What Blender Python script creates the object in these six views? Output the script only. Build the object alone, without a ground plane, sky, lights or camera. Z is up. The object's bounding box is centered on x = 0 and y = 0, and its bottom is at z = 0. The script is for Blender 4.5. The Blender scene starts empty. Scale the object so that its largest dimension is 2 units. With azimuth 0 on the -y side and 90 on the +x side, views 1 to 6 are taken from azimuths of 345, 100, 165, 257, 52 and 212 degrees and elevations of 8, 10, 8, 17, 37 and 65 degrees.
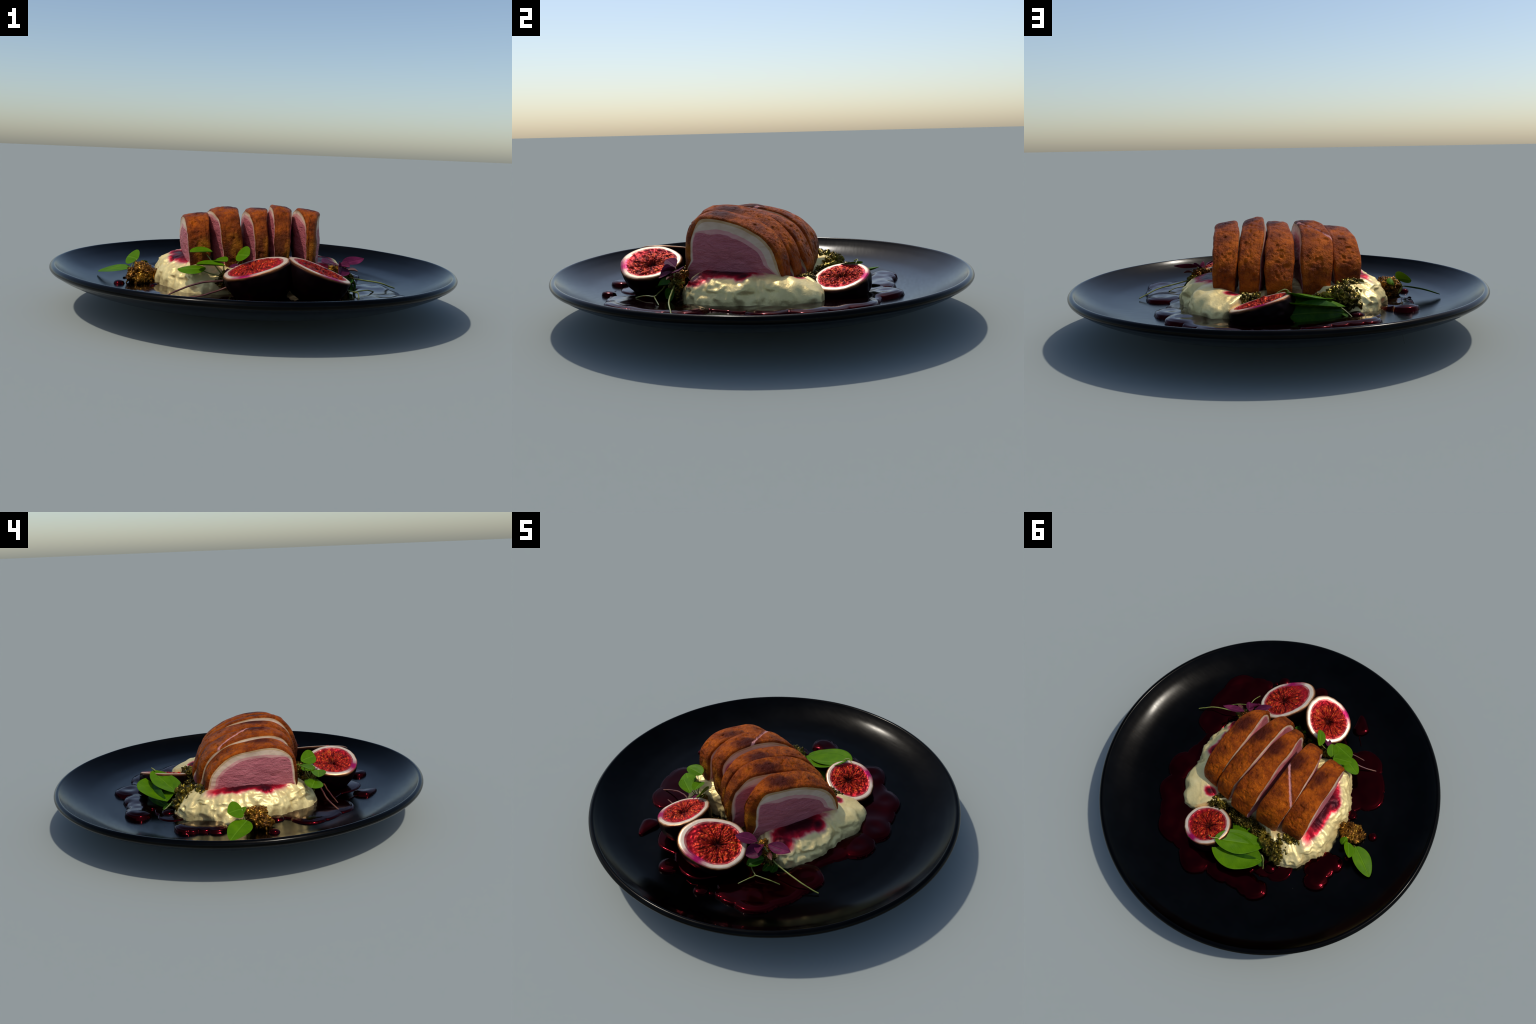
"""Sliced roast duck breast on cream puree with figs, herbs, crumble and berry sauce, on a black plate."""
import bpy, math
import numpy as np
from mathutils import Vector, Matrix

# ------------------------------------------------------------------ noise
def _hash(ix, iy, iz, seed):
    h = (ix * 374761393 + iy * 668265263 + iz * 2147483647 + seed * 1274126177) & 0xFFFFFFFF
    h = ((h ^ (h >> 13)) * 1274126177) & 0xFFFFFFFF
    h = ((h ^ (h >> 16)) * 2246822519) & 0xFFFFFFFF
    return ((h ^ (h >> 15)) & 0xFFFFFF) / float(0xFFFFFF) * 2 - 1


def noise3(p, scale=1.0, seed=0):
    p = np.asarray(p, float) * scale
    f = np.floor(p)
    i = f.astype(np.int64)
    t = p - f
    t = t * t * t * (t * (t * 6 - 15) + 10)
    out = 0
    for dx in (0, 1):
        for dy in (0, 1):
            for dz in (0, 1):
                w = ((t[..., 0] if dx else 1 - t[..., 0]) * (t[..., 1] if dy else 1 - t[..., 1])
                     * (t[..., 2] if dz else 1 - t[..., 2]))
                out = out + w * _hash(i[..., 0] + dx, i[..., 1] + dy, i[..., 2] + dz, seed)
    return out


def fbm(p, scale=1.0, octaves=4, seed=0, gain=0.5):
    s, a, n = 0, 1.0, 0
    for o in range(octaves):
        s = s + a * noise3(p, scale * 2 ** o, seed + 17 * o)
        n += a
        a *= gain
    return s / n


def smoothstep(a, b, x):
    t = np.clip((x - a) / (b - a), 0, 1)
    return t * t * (3 - 2 * t)


def catmull(pts, n, closed=False):
    """n samples of a smooth curve through hand-placed control points."""
    p = np.asarray(pts, float)
    m = len(p)
    segs = m if closed else m - 1
    t = np.linspace(0, segs, n, endpoint=not closed)
    i = np.minimum(t.astype(int), segs - 1)
    f = (t - i)[:, None]
    g = (lambda k: p[k % m]) if closed else (lambda k: p[np.clip(k, 0, m - 1)])
    a, b, c, d = g(i - 1), g(i), g(i + 1), g(i + 2)
    return 0.5 * (2 * b + (c - a) * f + (2 * a - 5 * b + 4 * c - d) * f ** 2 + (3 * b - a - 3 * c + d) * f ** 3)


# ------------------------------------------------------------------ material helpers
class Nodes:
    def __init__(self, name):
        self.mat = bpy.data.materials.new(name)
        self.mat.use_nodes = True
        self.t = self.mat.node_tree
        self.bsdf = self.t.nodes["Principled BSDF"]
        self.coord = self.t.nodes.new("ShaderNodeTexCoord").outputs["Object"]

    def new(self, kind, **kw):
        n = self.t.nodes.new(kind)
        for k, v in kw.items():
            setattr(n, k, v)
        return n

    def link(self, a, b):
        self.t.links.new(a, b)

    def put(self, sock, v):
        if hasattr(v, "is_output"):
            self.link(v, sock)
        elif isinstance(v, (tuple, list)) and len(v) == 3 and sock.type == "RGBA":
            sock.default_value = (*v, 1)
        else:
            sock.default_value = v

    def mapping(self, scale=(1, 1, 1), rot=(0, 0, 0), loc=(0, 0, 0), src=None):
        m = self.new("ShaderNodeMapping")
        m.inputs["Scale"].default_value = scale
        m.inputs["Rotation"].default_value = rot
        m.inputs["Location"].default_value = loc
        self.link(src or self.coord, m.inputs["Vector"])
        return m.outputs["Vector"]

    def noise(self, scale, detail=4, rough=0.55, vec=None, dist=0.0):
        n = self.new("ShaderNodeTexNoise")
        n.inputs["Scale"].default_value = scale
        n.inputs["Detail"].default_value = detail
        n.inputs["Roughness"].default_value = rough
        n.inputs["Distortion"].default_value = dist
        self.link(vec or self.coord, n.inputs["Vector"])
        return n.outputs["Fac"]

    def voronoi(self, scale, vec=None, feature="F1"):
        n = self.new("ShaderNodeTexVoronoi", feature=feature)
        n.inputs["Scale"].default_value = scale
        self.link(vec or self.coord, n.inputs["Vector"])
        return n.outputs["Distance"]

    def ramp(self, fac, stops, interp="LINEAR"):
        r = self.new("ShaderNodeValToRGB")
        r.color_ramp.interpolation = interp
        e = r.color_ramp.elements
        while len(e) < len(stops):
            e.new(0.5)
        for k, (pos, col) in zip(e, stops):
            k.position = pos
            k.color = (*col, 1) if isinstance(col, (tuple, list)) else (col, col, col, 1)
        self.link(fac, r.inputs["Fac"])
        return r.outputs["Color"]

    def math(self, op, a, b=0.0, clamp=False):
        m = self.new("ShaderNodeMath", operation=op, use_clamp=clamp)
        self.put(m.inputs[0], a)
        self.put(m.inputs[1], b)
        return m.outputs[0]

    def mix(self, fac, a, b, blend="MIX"):
        m = self.new("ShaderNodeMix", data_type="RGBA", blend_type=blend)
        self.put(m.inputs[0], fac)
        self.put(m.inputs[6], a)
        self.put(m.inputs[7], b)
        return m.outputs[2]

    def sep(self, vec=None):
        s = self.new("ShaderNodeSeparateXYZ")
        self.link(vec or self.coord, s.inputs[0])
        return s.outputs

    def blob(self, centre, radii, soft=0.6, wobble=None):
        """soft mask, 1 inside an ellipsoid around `centre` (Object coordinates)"""
        v = self.mapping(scale=[1 / r for r in radii], loc=[-c / r for c, r in zip(centre, radii)])
        l = self.new("ShaderNodeVectorMath", operation="LENGTH")
        self.link(v, l.inputs[0])
        d = l.outputs["Value"]
        if wobble is not None:
            d = self.math("ADD", d, wobble)
        r = self.new("ShaderNodeMapRange", interpolation_type="SMOOTHSTEP")
        r.inputs["From Min"].default_value = 1 - soft
        r.inputs["From Max"].default_value = 1 + soft * 0.6
        r.inputs["To Min"].default_value = 1
        r.inputs["To Max"].default_value = 0
        self.link(d, r.inputs["Value"])
        return r.outputs["Result"]

    def bump(self, height, strength=0.4, dist=0.01):
        b = self.new("ShaderNodeBump")
        b.inputs["Strength"].default_value = strength
        b.inputs["Distance"].default_value = dist
        self.link(height, b.inputs["Height"])
        self.link(b.outputs["Normal"], self.bsdf.inputs["Normal"])

    def out(self, colour, rough=0.5, metallic=0.0, spec=0.5, coat=0.0, coat_rough=0.1, sss=0.0):
        i = self.bsdf.inputs
        self.put(i["Base Color"], colour)
        self.put(i["Roughness"], rough)
        self.put(i["Metallic"], metallic)
        i["Specular IOR Level"].default_value = spec
        i["Coat Weight"].default_value = coat
        i["Coat Roughness"].default_value = coat_rough
        if sss:
            i["Subsurface Weight"].default_value = sss
            i["Subsurface Radius"].default_value = (0.02, 0.008, 0.005)
        return self.mat


# ------------------------------------------------------------------ object helpers
COL = bpy.context.scene.collection


def empty(name, loc, label=None, category=None):
    o = bpy.data.objects.new(name, None)
    o.location = loc
    o.empty_display_size = 0.05
    COL.objects.link(o)
    if label:
        o["label"], o["category"] = label, category
    return o


def place(o, parent, matrix=None):
    """world placement first, then parent keeping it"""
    COL.objects.link(o)
    m = matrix if matrix is not None else Matrix.Identity(4)
    if parent is not None:
        o.parent = parent
        pm = parent.matrix_basis.copy()
        q = parent.parent
        while q is not None:
            pm = q.matrix_basis @ pm
            q = q.parent
        o.matrix_basis = pm.inverted() @ m
    else:
        o.matrix_basis = m
    return o


def mesh_from(name, verts, faces, mats, slots=None, normals=None):
    me = bpy.data.meshes.new(name)
    me.from_pydata([tuple(v) for v in np.asarray(verts, float)], [], [tuple(int(k) for k in f) for f in faces])
    for m in (mats if isinstance(mats, (list, tuple)) else [mats]):
        me.materials.append(m)
    if slots is not None:
        me.polygons.foreach_set("material_index", np.asarray(slots, np.int32))
    me.polygons.foreach_set("use_smooth", np.ones(len(me.polygons), bool))
    me.update()
    if normals is not None:
        me.normals_split_custom_set_from_vertices([tuple(n) for n in normals])
    return me


def split_regions(verts, faces, region):
    """split one smooth surface by face region; border vertices coincide, whole-body normals kept"""
    verts = np.asarray(verts, float)
    tmp = mesh_from("tmp", verts, faces, [])
    nrm = np.empty(len(verts) * 3)
    tmp.vertex_normals.foreach_get("vector", nrm)
    nrm = nrm.reshape(-1, 3)
    bpy.data.meshes.remove(tmp)
    out = {}
    region = np.asarray(region)
    for r in np.unique(region):
        idx = np.nonzero(region == r)[0]
        used = sorted({int(k) for i in idx for k in faces[i]})
        remap = {k: j for j, k in enumerate(used)}
        out[int(r)] = (verts[used], [tuple(remap[int(k)] for k in faces[i]) for i in idx], nrm[used], idx)
    return out


def tube(points, r0, r1, n=40, sides=8, seed=0, wob=0.0015):
    c = catmull(points, n)
    c = c + wob * np.stack([noise3(c, 30, seed), noise3(c, 30, seed + 5), noise3(c, 30, seed + 9)], -1)
    d = np.gradient(c, axis=0)
    d /= np.linalg.norm(d, axis=1)[:, None] + 1e-9
    up = np.array([0.31, 0.17, 0.93])
    a = np.cross(d, up)
    a /= np.linalg.norm(a, axis=1)[:, None]
    b = np.cross(d, a)
    t = np.linspace(0, 2 * np.pi, sides, endpoint=False)
    rad = np.linspace(r0, r1, n)
    V = (c[:, None] + rad[:, None, None] * (np.cos(t)[None, :, None] * a[:, None] + np.sin(t)[None, :, None] * b[:, None])).reshape(-1, 3)
    F = [(i * sides + j, i * sides + (j + 1) % sides, (i + 1) * sides + (j + 1) % sides, (i + 1) * sides + j)
         for i in range(n - 1) for j in range(sides)]
    F.append(tuple(range(sides))[::-1])
    F.append(tuple((n - 1) * sides + j for j in range(sides)))
    return V, F


def merge(parts):
    V, F, o = [], [], 0
    for v, f in parts:
        V.append(np.asarray(v))
        F += [tuple(k + o for k in g) for g in f]
        o += len(v)
    return np.vstack(V), F


# ================================================================== PLATE
PLATE_PROFILE = [  # (radius, height) from the eating surface over the lip to the underside
    (0.0, 0.122), (0.30, 0.122), (0.55, 0.1222), (0.66, 0.1230), (0.74, 0.1272), (0.82, 0.1410), (0.87, 0.1580),
    (0.917, 0.1810), (0.948, 0.2015), (0.965, 0.2145), (0.973, 0.2215), (0.979, 0.2245), (0.986, 0.2240),
    (0.994, 0.2190), (0.9995, 0.210), (0.999, 0.202), (0.993, 0.193), (0.980, 0.1850), (0.95, 0.166),
    (0.90, 0.143), (0.82, 0.1145), (0.73, 0.092), (0.66, 0.083), (0.60, 0.080), (0.40, 0.080), (0.0, 0.080)]


def plate_z(r):
    p = np.array(PLATE_PROFILE[:12])
    return np.interp(r, p[:, 0], p[:, 1])


def build_plate():
    prof = np.array(PLATE_PROFILE)
    fine = [prof[0]]
    for i in range(1, len(prof)):
        a, b, c, d = prof[max(i - 2, 0)], prof[i - 1], prof[i], prof[min(i + 1, len(prof) - 1)]
        for f in (0.25, 0.5, 0.75, 1.0):
            fine.append(0.5 * (2 * b + (c - a) * f + (2 * a - 5 * b + 4 * c - d) * f * f + (3 * b - a - 3 * c + d) * f ** 3)
                        if 4 < i < len(prof) - 3 else b + (c - b) * f)
    fine = np.array(fine)[1:-1]
    n = 256
    t = np.linspace(0, 2 * np.pi, n, endpoint=False)
    V = [(0, 0, prof[0, 1])]
    for r, z in fine:
        V += [(r * math.cos(a), r * math.sin(a), z) for a in t]
    V.append((0, 0, prof[-1, 1]))
    V = np.array(V)
    # hand-thrown unevenness
    V[:, 2] += 0.0012 * noise3(V, 5, 3) * smoothstep(0.3, 0.9, np.hypot(V[:, 0], V[:, 1]))
    F = [(0, 1 + j, 1 + (j + 1) % n) for j in range(n)]
    m = len(fine)
    for i in range(m - 1):
        for j in range(n):
            k = (j + 1) % n
            F.append((1 + i * n + j, 1 + (i + 1) * n + j, 1 + (i + 1) * n + k, 1 + i * n + k))
    e = len(V) - 1
    F += [(e, 1 + (m - 1) * n + (j + 1) % n, 1 + (m - 1) * n + j) for j in range(n)]
    N = Nodes("black_glazed_stoneware")
    g = N.noise(6, 5, 0.6)
    streak = N.noise(14, 3, 0.6, N.mapping((1, 6, 1), (0, 0, 0.7)))
    col = N.ramp(g, [(0.3, (0.0062, 0.0060, 0.0056)), (0.7, (0.0100, 0.0096, 0.0088))])  # black tinted warm to cancel the blue sky reflection
    fleck = N.math("GREATER_THAN", N.noise(60, 2, 0.5), 0.77)
    col = N.mix(fleck, col, (0.020, 0.014, 0.009))
    rough = N.math("ADD", N.math("MULTIPLY", streak, 0.10), 0.14)
    N.bump(N.math("ADD", N.math("MULTIPLY", N.noise(25, 4, 0.6), 0.7), N.math("MULTIPLY", N.noise(80, 2, 0.5), 0.05)), 0.015, 0.006)
    mat = N.out(col, rough, 1.0, 0.5)
    o = bpy.data.objects.new("dinner_plate", mesh_from("dinner_plate", V, F, mat))
    place(o, None)
    o["label"] = "round shallow matt black stoneware dinner plate with raised rim"
    o["category"] = "plate"
    return o


# ================================================================== SAUCE
#            x      y      r     bead height
SAUCE = [(0.545, -0.235, 0.088, 1.0), (0.490, -0.505, 0.105, 1.0), (0.515, -0.375, 0.105, 0.8), (0.430, -0.08, 0.10, 0.5),
         (0.545, 0.125, 0.082, 1.1), (0.455, 0.02, 0.09, 0.6), (0.505, 0.285, 0.088, 1.2), (0.415, 0.37, 0.10, 0.8),
         (0.370, 0.470, 0.095, 1.2), (0.165, 0.585, 0.088, 1.3), (0.265, 0.460, 0.11, 0.7), (-0.005, 0.575, 0.072, 1.3),
         (0.10, 0.480, 0.11, 0.6), (-0.105, 0.560, 0.072, 1.3), (-0.175, 0.575, 0.058, 1.4), (-0.245, 0.580, 0.056, 1.6),
         (-0.05, 0.44, 0.12, 0.5), (-0.21, 0.40, 0.085, 0.35), (-0.29, 0.40, 0.075, 0.35), (-0.505, 0.385, 0.048, 1.5),
         (-0.520, 0.345, 0.036, 1.2), (-0.47, 0.31, 0.050, 0.8), (-0.525, 0.285, 0.036, 1.0), (-0.50, 0.24, 0.050, 0.9), (-0.555, 0.225, 0.042, 1.2),
         (-0.435, -0.415, 0.092, 0.6), (-0.505, -0.30, 0.095, 0.55), (-0.545, -0.235, 0.078, 0.65), (-0.45, -0.18, 0.08, 0.4),
         (-0.505, -0.08, 0.028, 1.0), (-0.35, -0.37, 0.08, 0.5), (-0.20, -0.42, 0.09, 0.4), (0.0, -0.42, 0.11, 0.4),
         (0.20, -0.42, 0.11, 0.4), (0.36, -0.40, 0.10, 0.5), (0.34, -0.53, 0.07, 0.6), (0.40, -0.565, 0.07, 0.9),
         (0.36, -0.61, 0.030, 1.0), (0.10, -0.55, 0.13, 0.4), (-0.12, -0.54, 0.12, 0.4)]
SAUCE_DROPS = [(0.032, -0.705, 0.050, 1.9), (0.275, -0.679, 0.036, 1.8), (0.318, -0.652, 0.015, 0.9),
               (-0.675, -0.026, 0.026, 1.6), (-0.25, 0.430, 0.036, 2.0),
               (-0.60, 0.165, 0.013, 0.9), (-0.635, 0.135, 0.010, 0.9)]


def sauce_height(X, Y, discs, bead, film):
    """signed distance of a soft union of discs -> beaded liquid height above the plate"""
    k = 42.0
    acc = np.zeros_like(X)
    hw = np.zeros_like(X)
    best = np.full_like(X, -1e9)
    for x, y, r, h in discs:
        d = r - np.hypot(X - x, Y - y)
        w = np.exp(np.clip(k * d, -60, 60))
        acc += w
        hw += w * h
        best = np.maximum(best, d)
    d = np.minimum(np.log(acc + 1e-30) / k, best + 0.012)
    h = hw / (acc + 1e-30)
    w = 0.026
    t = np.clip(d / w, 0, 1)
    rim = np.sqrt(np.clip(1 - (1 - t) ** 2, 0, 1))
    dip = smoothstep(0.03, 0.12, d)
    level = bead * h * (1 - dip) + film * dip
    H = np.where(d > 0, rim * level, 0)
    B = H.copy()
    for _ in range(26):                               # surface tension: even out the lumps
        P = np.pad(B, 1, mode="edge")
        B = (P[:-2, 1:-1] + P[2:, 1:-1] + P[1:-1, :-2] + P[1:-1, 2:] + 2 * B) / 6
    mixk = smoothstep(0.004, 0.020, d)
    return d, np.where(d > 0, H * (1 - mixk) + B * mixk, 5.0 * d)


def sauce_sheet(discs, bead, film, step):
    a = np.array(discs)
    x0, x1 = (a[:, 0] - a[:, 2]).min() - 0.03, (a[:, 0] + a[:, 2]).max() + 0.03
    y0, y1 = (a[:, 1] - a[:, 2]).min() - 0.03, (a[:, 1] + a[:, 2]).max() + 0.03
    xs, ys = np.arange(x0, x1, step), np.arange(y0, y1, step)
    X, Y = np.meshgrid(xs, ys, indexing="ij")
    P = np.stack([X, Y, 0 * X], -1)
    Xw, Yw = X + 0.010 * noise3(P, 9, 4), Y + 0.010 * noise3(P, 9, 8)
    d, h = sauce_height(Xw, Yw, discs, bead, film)
    Z = plate_z(np.hypot(X, Y)) + np.maximum(h, -0.004) + 0.0006 * noise3(P, 14, 2) * (d > 0)
    keep = d > -step * 1.5
    idx = -np.ones(X.shape, int)
    idx[keep] = np.arange(keep.sum())
    V = np.stack([X, Y, Z], -1)[keep]
    q = keep[:-1, :-1] & keep[1:, :-1] & keep[1:, 1:] & keep[:-1, 1:]
    I, J = np.nonzero(q)
    F = np.stack([idx[I, J], idx[I + 1, J], idx[I + 1, J + 1], idx[I, J + 1]], -1)
    return V, F


def build_sauce():
    N = Nodes("glossy_berry_sauce")
    n = N.noise(8, 3, 0.5)
    col = N.ramp(n, [(0.3, (0.021, 0.0006, 0.0016)), (0.75, (0.048, 0.0011, 0.0030))])
    mat = N.out(col, 0.12, 0.95, 0.2)
    root = empty("berry_sauce", (0, 0, 0.118), "glossy dark red berry sauce pooled in rounded lobes", "sauce")
    V, F = sauce_sheet(SAUCE, 0.0215, 0.0150, 0.0045)
    place(bpy.data.objects.new("sauce_pool", mesh_from("sauce_pool", V, F, mat)), root)
    for dsc in SAUCE_DROPS:
        V, F = sauce_sheet([dsc], 0.0125, 0.0125, 0.0025)
        place(bpy.data.objects.new("sauce_drop", mesh_from("sauce_drop", V, F, mat)), root)
    # pointed drop: discs shrinking along a line
    tear = [(-0.302 + 0.040 * f, -0.612 - 0.086 * f, 0.033 * (1 - f) ** 0.8 + 0.004, 2.4 - 1.2 * f) for f in np.linspace(0, 1, 14)]
    V, F = sauce_sheet(tear, 0.011, 0.011, 0.0025)
    place(bpy.data.objects.new("sauce_drop", mesh_from("sauce_drop", V, F, mat)), root)
    # drawn-out threads of sauce on the plate
    for pts in ([(0.30, -0.662, .123), (0.335, -0.640, .124), (0.350, -0.625, .124), (0.372, -0.612, .126)],
                [(0.170, -0.690, .123), (0.205, -0.688, .124), (0.235, -0.670, .124), (0.262, -0.685, .127)],
                [(-0.315, -0.592, .127), (-0.318, -0.560, .125), (-0.335, -0.540, .125), (-0.352, -0.515, .126)],
                [(-0.505, -0.10, .130), (-0.512, -0.03, .129), (-0.530, 0.02, .128), (-0.545, 0.05, .13)]):
        V, F = tube(pts, 0.004, 0.003, 30, 8, 3)
        place(bpy.data.objects.new("sauce_thread", mesh_from("sauce_thread", V, F, mat)), root)
    return mat


# ================================================================== PUREE
MOUND_C = np.array([-0.01, 0.02])
MOUND_RIM = [(0.470, -0.04), (0.458, 0.09), (0.470, 0.18), (0.425, 0.28), (0.340, 0.340), (0.245, 0.285), (0.13, 0.225),
             (-0.02, 0.222), (-0.15, 0.300), (-0.26, 0.394), (-0.36, 0.375), (-0.45, 0.275), (-0.485, 0.15), (-0.492, -0.02),
             (-0.468, -0.15), (-0.415, -0.272), (-0.32, -0.335), (-0.21, -0.325), (-0.08, -0.262), (0.08, -0.262),
             (0.25, -0.305), (0.385, -0.285), (0.448, -0.19)]


def build_puree():
    n, m = 420, 150
    rim = catmull(MOUND_RIM, n, closed=True)
    ang = np.arctan2(rim[:, 1] - MOUND_C[1], rim[:, 0] - MOUND_C[0])
    rho = np.linspace(0, 1, m) ** 0.72
    # fall-off exponent: steep at the two cut ends (+-x), gentler at the long sides
    side = np.abs(np.sin(ang))
    p = 10.0 - 6.4 * side ** 1.5
    top = 0.144 - 0.006 * np.cos(ang) - 0.030 * np.exp(-((ang - 0.72) / 0.35) ** 2) - 0.010 * np.exp(-((ang - 2.2) / 0.4) ** 2)
    top = top - 0.075 * np.exp(-((ang - 1.50) / 0.42) ** 2) - 0.060 * np.exp(-((ang + 1.50) / 0.45) ** 2)
    R, A = np.meshgrid(rho, np.arange(n), indexing="ij")
    P = MOUND_C + (rim[A] - MOUND_C) * R[..., None]
    h = top[A] * np.clip(1 - R ** p[A], 0, 1) ** 0.5
    h = h * smoothstep(0, 0.02, h) + 0.004
    # swell towards the plate: rim bulges out a touch
    Z = 0.114 + h - 0.045 * smoothstep(0.72, 0.42, R) * smoothstep(0.03, 0.12, top[A])
    pos = np.concatenate([P, Z[..., None]], -1)
    out = np.concatenate([np.cos(ang)[A][..., None], np.sin(ang)[A][..., None], 0.6 * (1 - R[..., None]) + 0.1], -1)
    out /= np.linalg.norm(out, axis=-1)[..., None]
    edge = smoothstep(0.35, 0.75, R)
    cyl = np.stack([np.cos(ang)[A], np.sin(ang)[A], pos[..., 2] * 1.1], -1)
    ridges = noise3(cyl * np.array([1, 1, 1.4]), 11, 21)
    scales = 1 - np.abs(noise3(cyl * [1, 1, 2.2], 14, 31)) * 2 + 0.4 * (1 - np.abs(noise3(cyl * [1, 1, 1.6], 28, 33)) * 2)
    fold = fbm(pos, 7, 3, 41)
    wave = np.sin(60 * pos[..., 2] + 5 * fold * 4 + 4 * noise3(cyl, 6, 77))
    patch = smoothstep(-0.25, 0.35, noise3(pos, 5, 55))
    amount = 0.013 * ridges + 0.0080 * scales * patch + 0.013 * fold + 0.0020 * wave
    pos = pos + out * (amount * (0.25 + 0.75 * edge))[..., None]
    pos[-1, :, 2] = 0.116
    V = np.vstack([pos[1:].reshape(-1, 3), [[*MOUND_C, 0.069 + top.mean()]]])
    F = []
    for i in range(m - 2):
        for j in range(n):
            k = (j + 1) % n
            F.append((i * n + j, (i + 1) * n + j, (i + 1) * n + k, i * n + k))
    e = len(V) - 1
    F += [(e, j, (j + 1) % n) for j in range(n)]
    N = Nodes("cream_puree")
    base = N.ramp(N.noise(9, 4, 0.6), [(0.3, (0.77, 0.58, 0.235)), (0.55, (0.90, 0.70, 0.30)), (0.8, (0.96, 0.79, 0.38))])  # blue lowered in the cream to offset skylight on the shaded sides
    wob = N.math("MULTIPLY", N.math("SUBTRACT", N.noise(11, 3, 0.55, N.mapping((1, 1, 0.5))), 0.5), 1.1)
    stains = [((0.325, -0.10, 0.258), (0.080, 0.19, 0.035)), ((0.375, -0.01, 0.240), (0.050, 0.045, 0.04)),
              ((-0.372, 0.03, 0.255), (0.046, 0.20, 0.035)), ((-0.402, -0.045, 0.252), (0.042, 0.06, 0.035)),
              ((0.275, 0.215, 0.235), (0.042, 0.030, 0.05)), ((0.36, -0.24, 0.24), (0.06, 0.07, 0.05))]
    m = None
    for c, r in stains:
        b = N.blob(c, r, 0.75, wob)
        m = b if m is None else N.math("MAXIMUM", m, b)
    red = N.ramp(m, [(0.0, (0.74, 0.60, 0.36)), (0.30, (0.74, 0.26, 0.20)), (0.55, (0.52, 0.010, 0.030)), (0.80, (0.20, 0.003, 0.012)), (1.0, (0.040, 0.0015, 0.006))])
    col = N.mix(N.math("MULTIPLY", m, 3.0, True), base, red)
    N.bump(N.noise(60, 4, 0.6), 0.25, 0.01)
    mat = N.out(col, N.math("ADD", 0.30, N.math("MULTIPLY", N.noise(15, 3), 0.22)), 0.42, 0.15)
    o = bpy.data.objects.new("puree_mound", mesh_from("puree_mound", V, F, mat))
    place(o, None)
    o["label"] = "low oval mound of ridged cream coloured puree, red stained"
    o["category"] = "puree"


# ================================================================== DUCK
# cut section, front (s=0) to back (s=1), height 0..1: a sloping one for the outer slices, a fuller one for the middle
SECTION_SLOPED = [(0.070, 0.0), (0.028, 0.07), (0.006, 0.17), (0.0, 0.29), (0.002, 0.46), (0.018, 0.67), (0.065, 0.83), (0.115, 0.93), (0.165, 0.985), (0.23, 1.010),
                  (0.31, 1.012), (0.41, 0.985), (0.55, 0.922), (0.70, 0.810), (0.81, 0.70), (0.90, 0.545), (0.95, 0.40), (0.98, 0.25), (0.985, 0.10), (0.955, 0.0)]
SECTION_FULL = [(0.050, 0.0), (0.018, 0.16), (0.0, 0.34), (0.0, 0.56), (0.028, 0.73), (0.085, 0.86), (0.19, 0.955), (0.32, 1.0), (0.47, 0.99),
                (0.60, 0.955), (0.71, 0.915), (0.79, 0.875), (0.86, 0.79), (0.92, 0.68), (0.968, 0.545), (0.995, 0.36), (1.0, 0.18), (0.985, 0.0)]
#   front xy          back xy        thickness f/m/b        top    lean    bow   fullness  top tilt  lean-meat share
SLICES = [((0.1880, -0.335), (0.3000, 0.180), (0.052, 0.116, 0.116), 0.505, 0.000, 0.000, 0.25, -0.16, 0.57),
          ((0.0480, -0.345), (0.2030, 0.215), (0.074, 0.106, 0.104), 0.520, -0.006, -0.012, 0.15, -0.20, 0.62),
          ((-0.042, -0.310), (0.0640, 0.250), (0.062, 0.106, 0.140), 0.506, -0.012, -0.014, 0.35, 0.06, 0.60),
          ((-0.164, -0.262), (-0.118, 0.258), (0.094, 0.132, 0.156), 0.508, -0.020, -0.010, 0.55, 0.08, 0.64),
          ((-0.318, -0.238), (-0.268, 0.245), (0.104, 0.122, 0.138), 0.476, -0.010, -0.008, 0.60, 0.12, 0.66)]
KNIFE_A, KNIFE_B = (-0.086, -0.089), (-0.216, 0.127)      # oblique second cut across the fourth slice, seen from above
Z_BASE = 0.190


def cut_materials():
    mats = []
    # lean
    N = Nodes("pink_roast_meat")
    fib = N.noise(26, 5, 0.65, N.mapping((1, 0.35, 1.6), (0.35, 0, 0)), 0.6)
    big = N.noise(9, 3, 0.5)
    col = N.mix(big, N.ramp(fib, [(0.25, (0.34, 0.070, 0.085)), (0.55, (0.50, 0.145, 0.155)), (0.8, (0.64, 0.25, 0.25))]),
                (0.46, 0.125, 0.14))
    N.bump(N.math("ADD", N.noise(34, 4, 0.7, N.mapping((1, 0.4, 1.5), (0.35, 0, 0)), 1.0), N.math("MULTIPLY", N.noise(120, 2), 0.3)), 0.7, 0.014)
    mats.append(N.out(col, 0.42, 0.0, 0.15))
    for nm, a, b in (("pale_pink_fat", (0.56, 0.22, 0.20), (0.66, 0.34, 0.29)), ("creamy_fat", (0.58, 0.39, 0.26), (0.70, 0.52, 0.37)),
                     ("golden_fat", (0.45, 0.25, 0.10), (0.62, 0.42, 0.24))):
        N = Nodes(nm)
        col = N.ramp(N.noise(22, 4, 0.6, N.mapping((1, 0.5, 1))), [(0.3, a), (0.7, b)])
        N.bump(N.noise(45, 3), 0.2, 0.008)
        mats.append(N.out(col, 0.40, 0.0, 0.15))
    return mats


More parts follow.
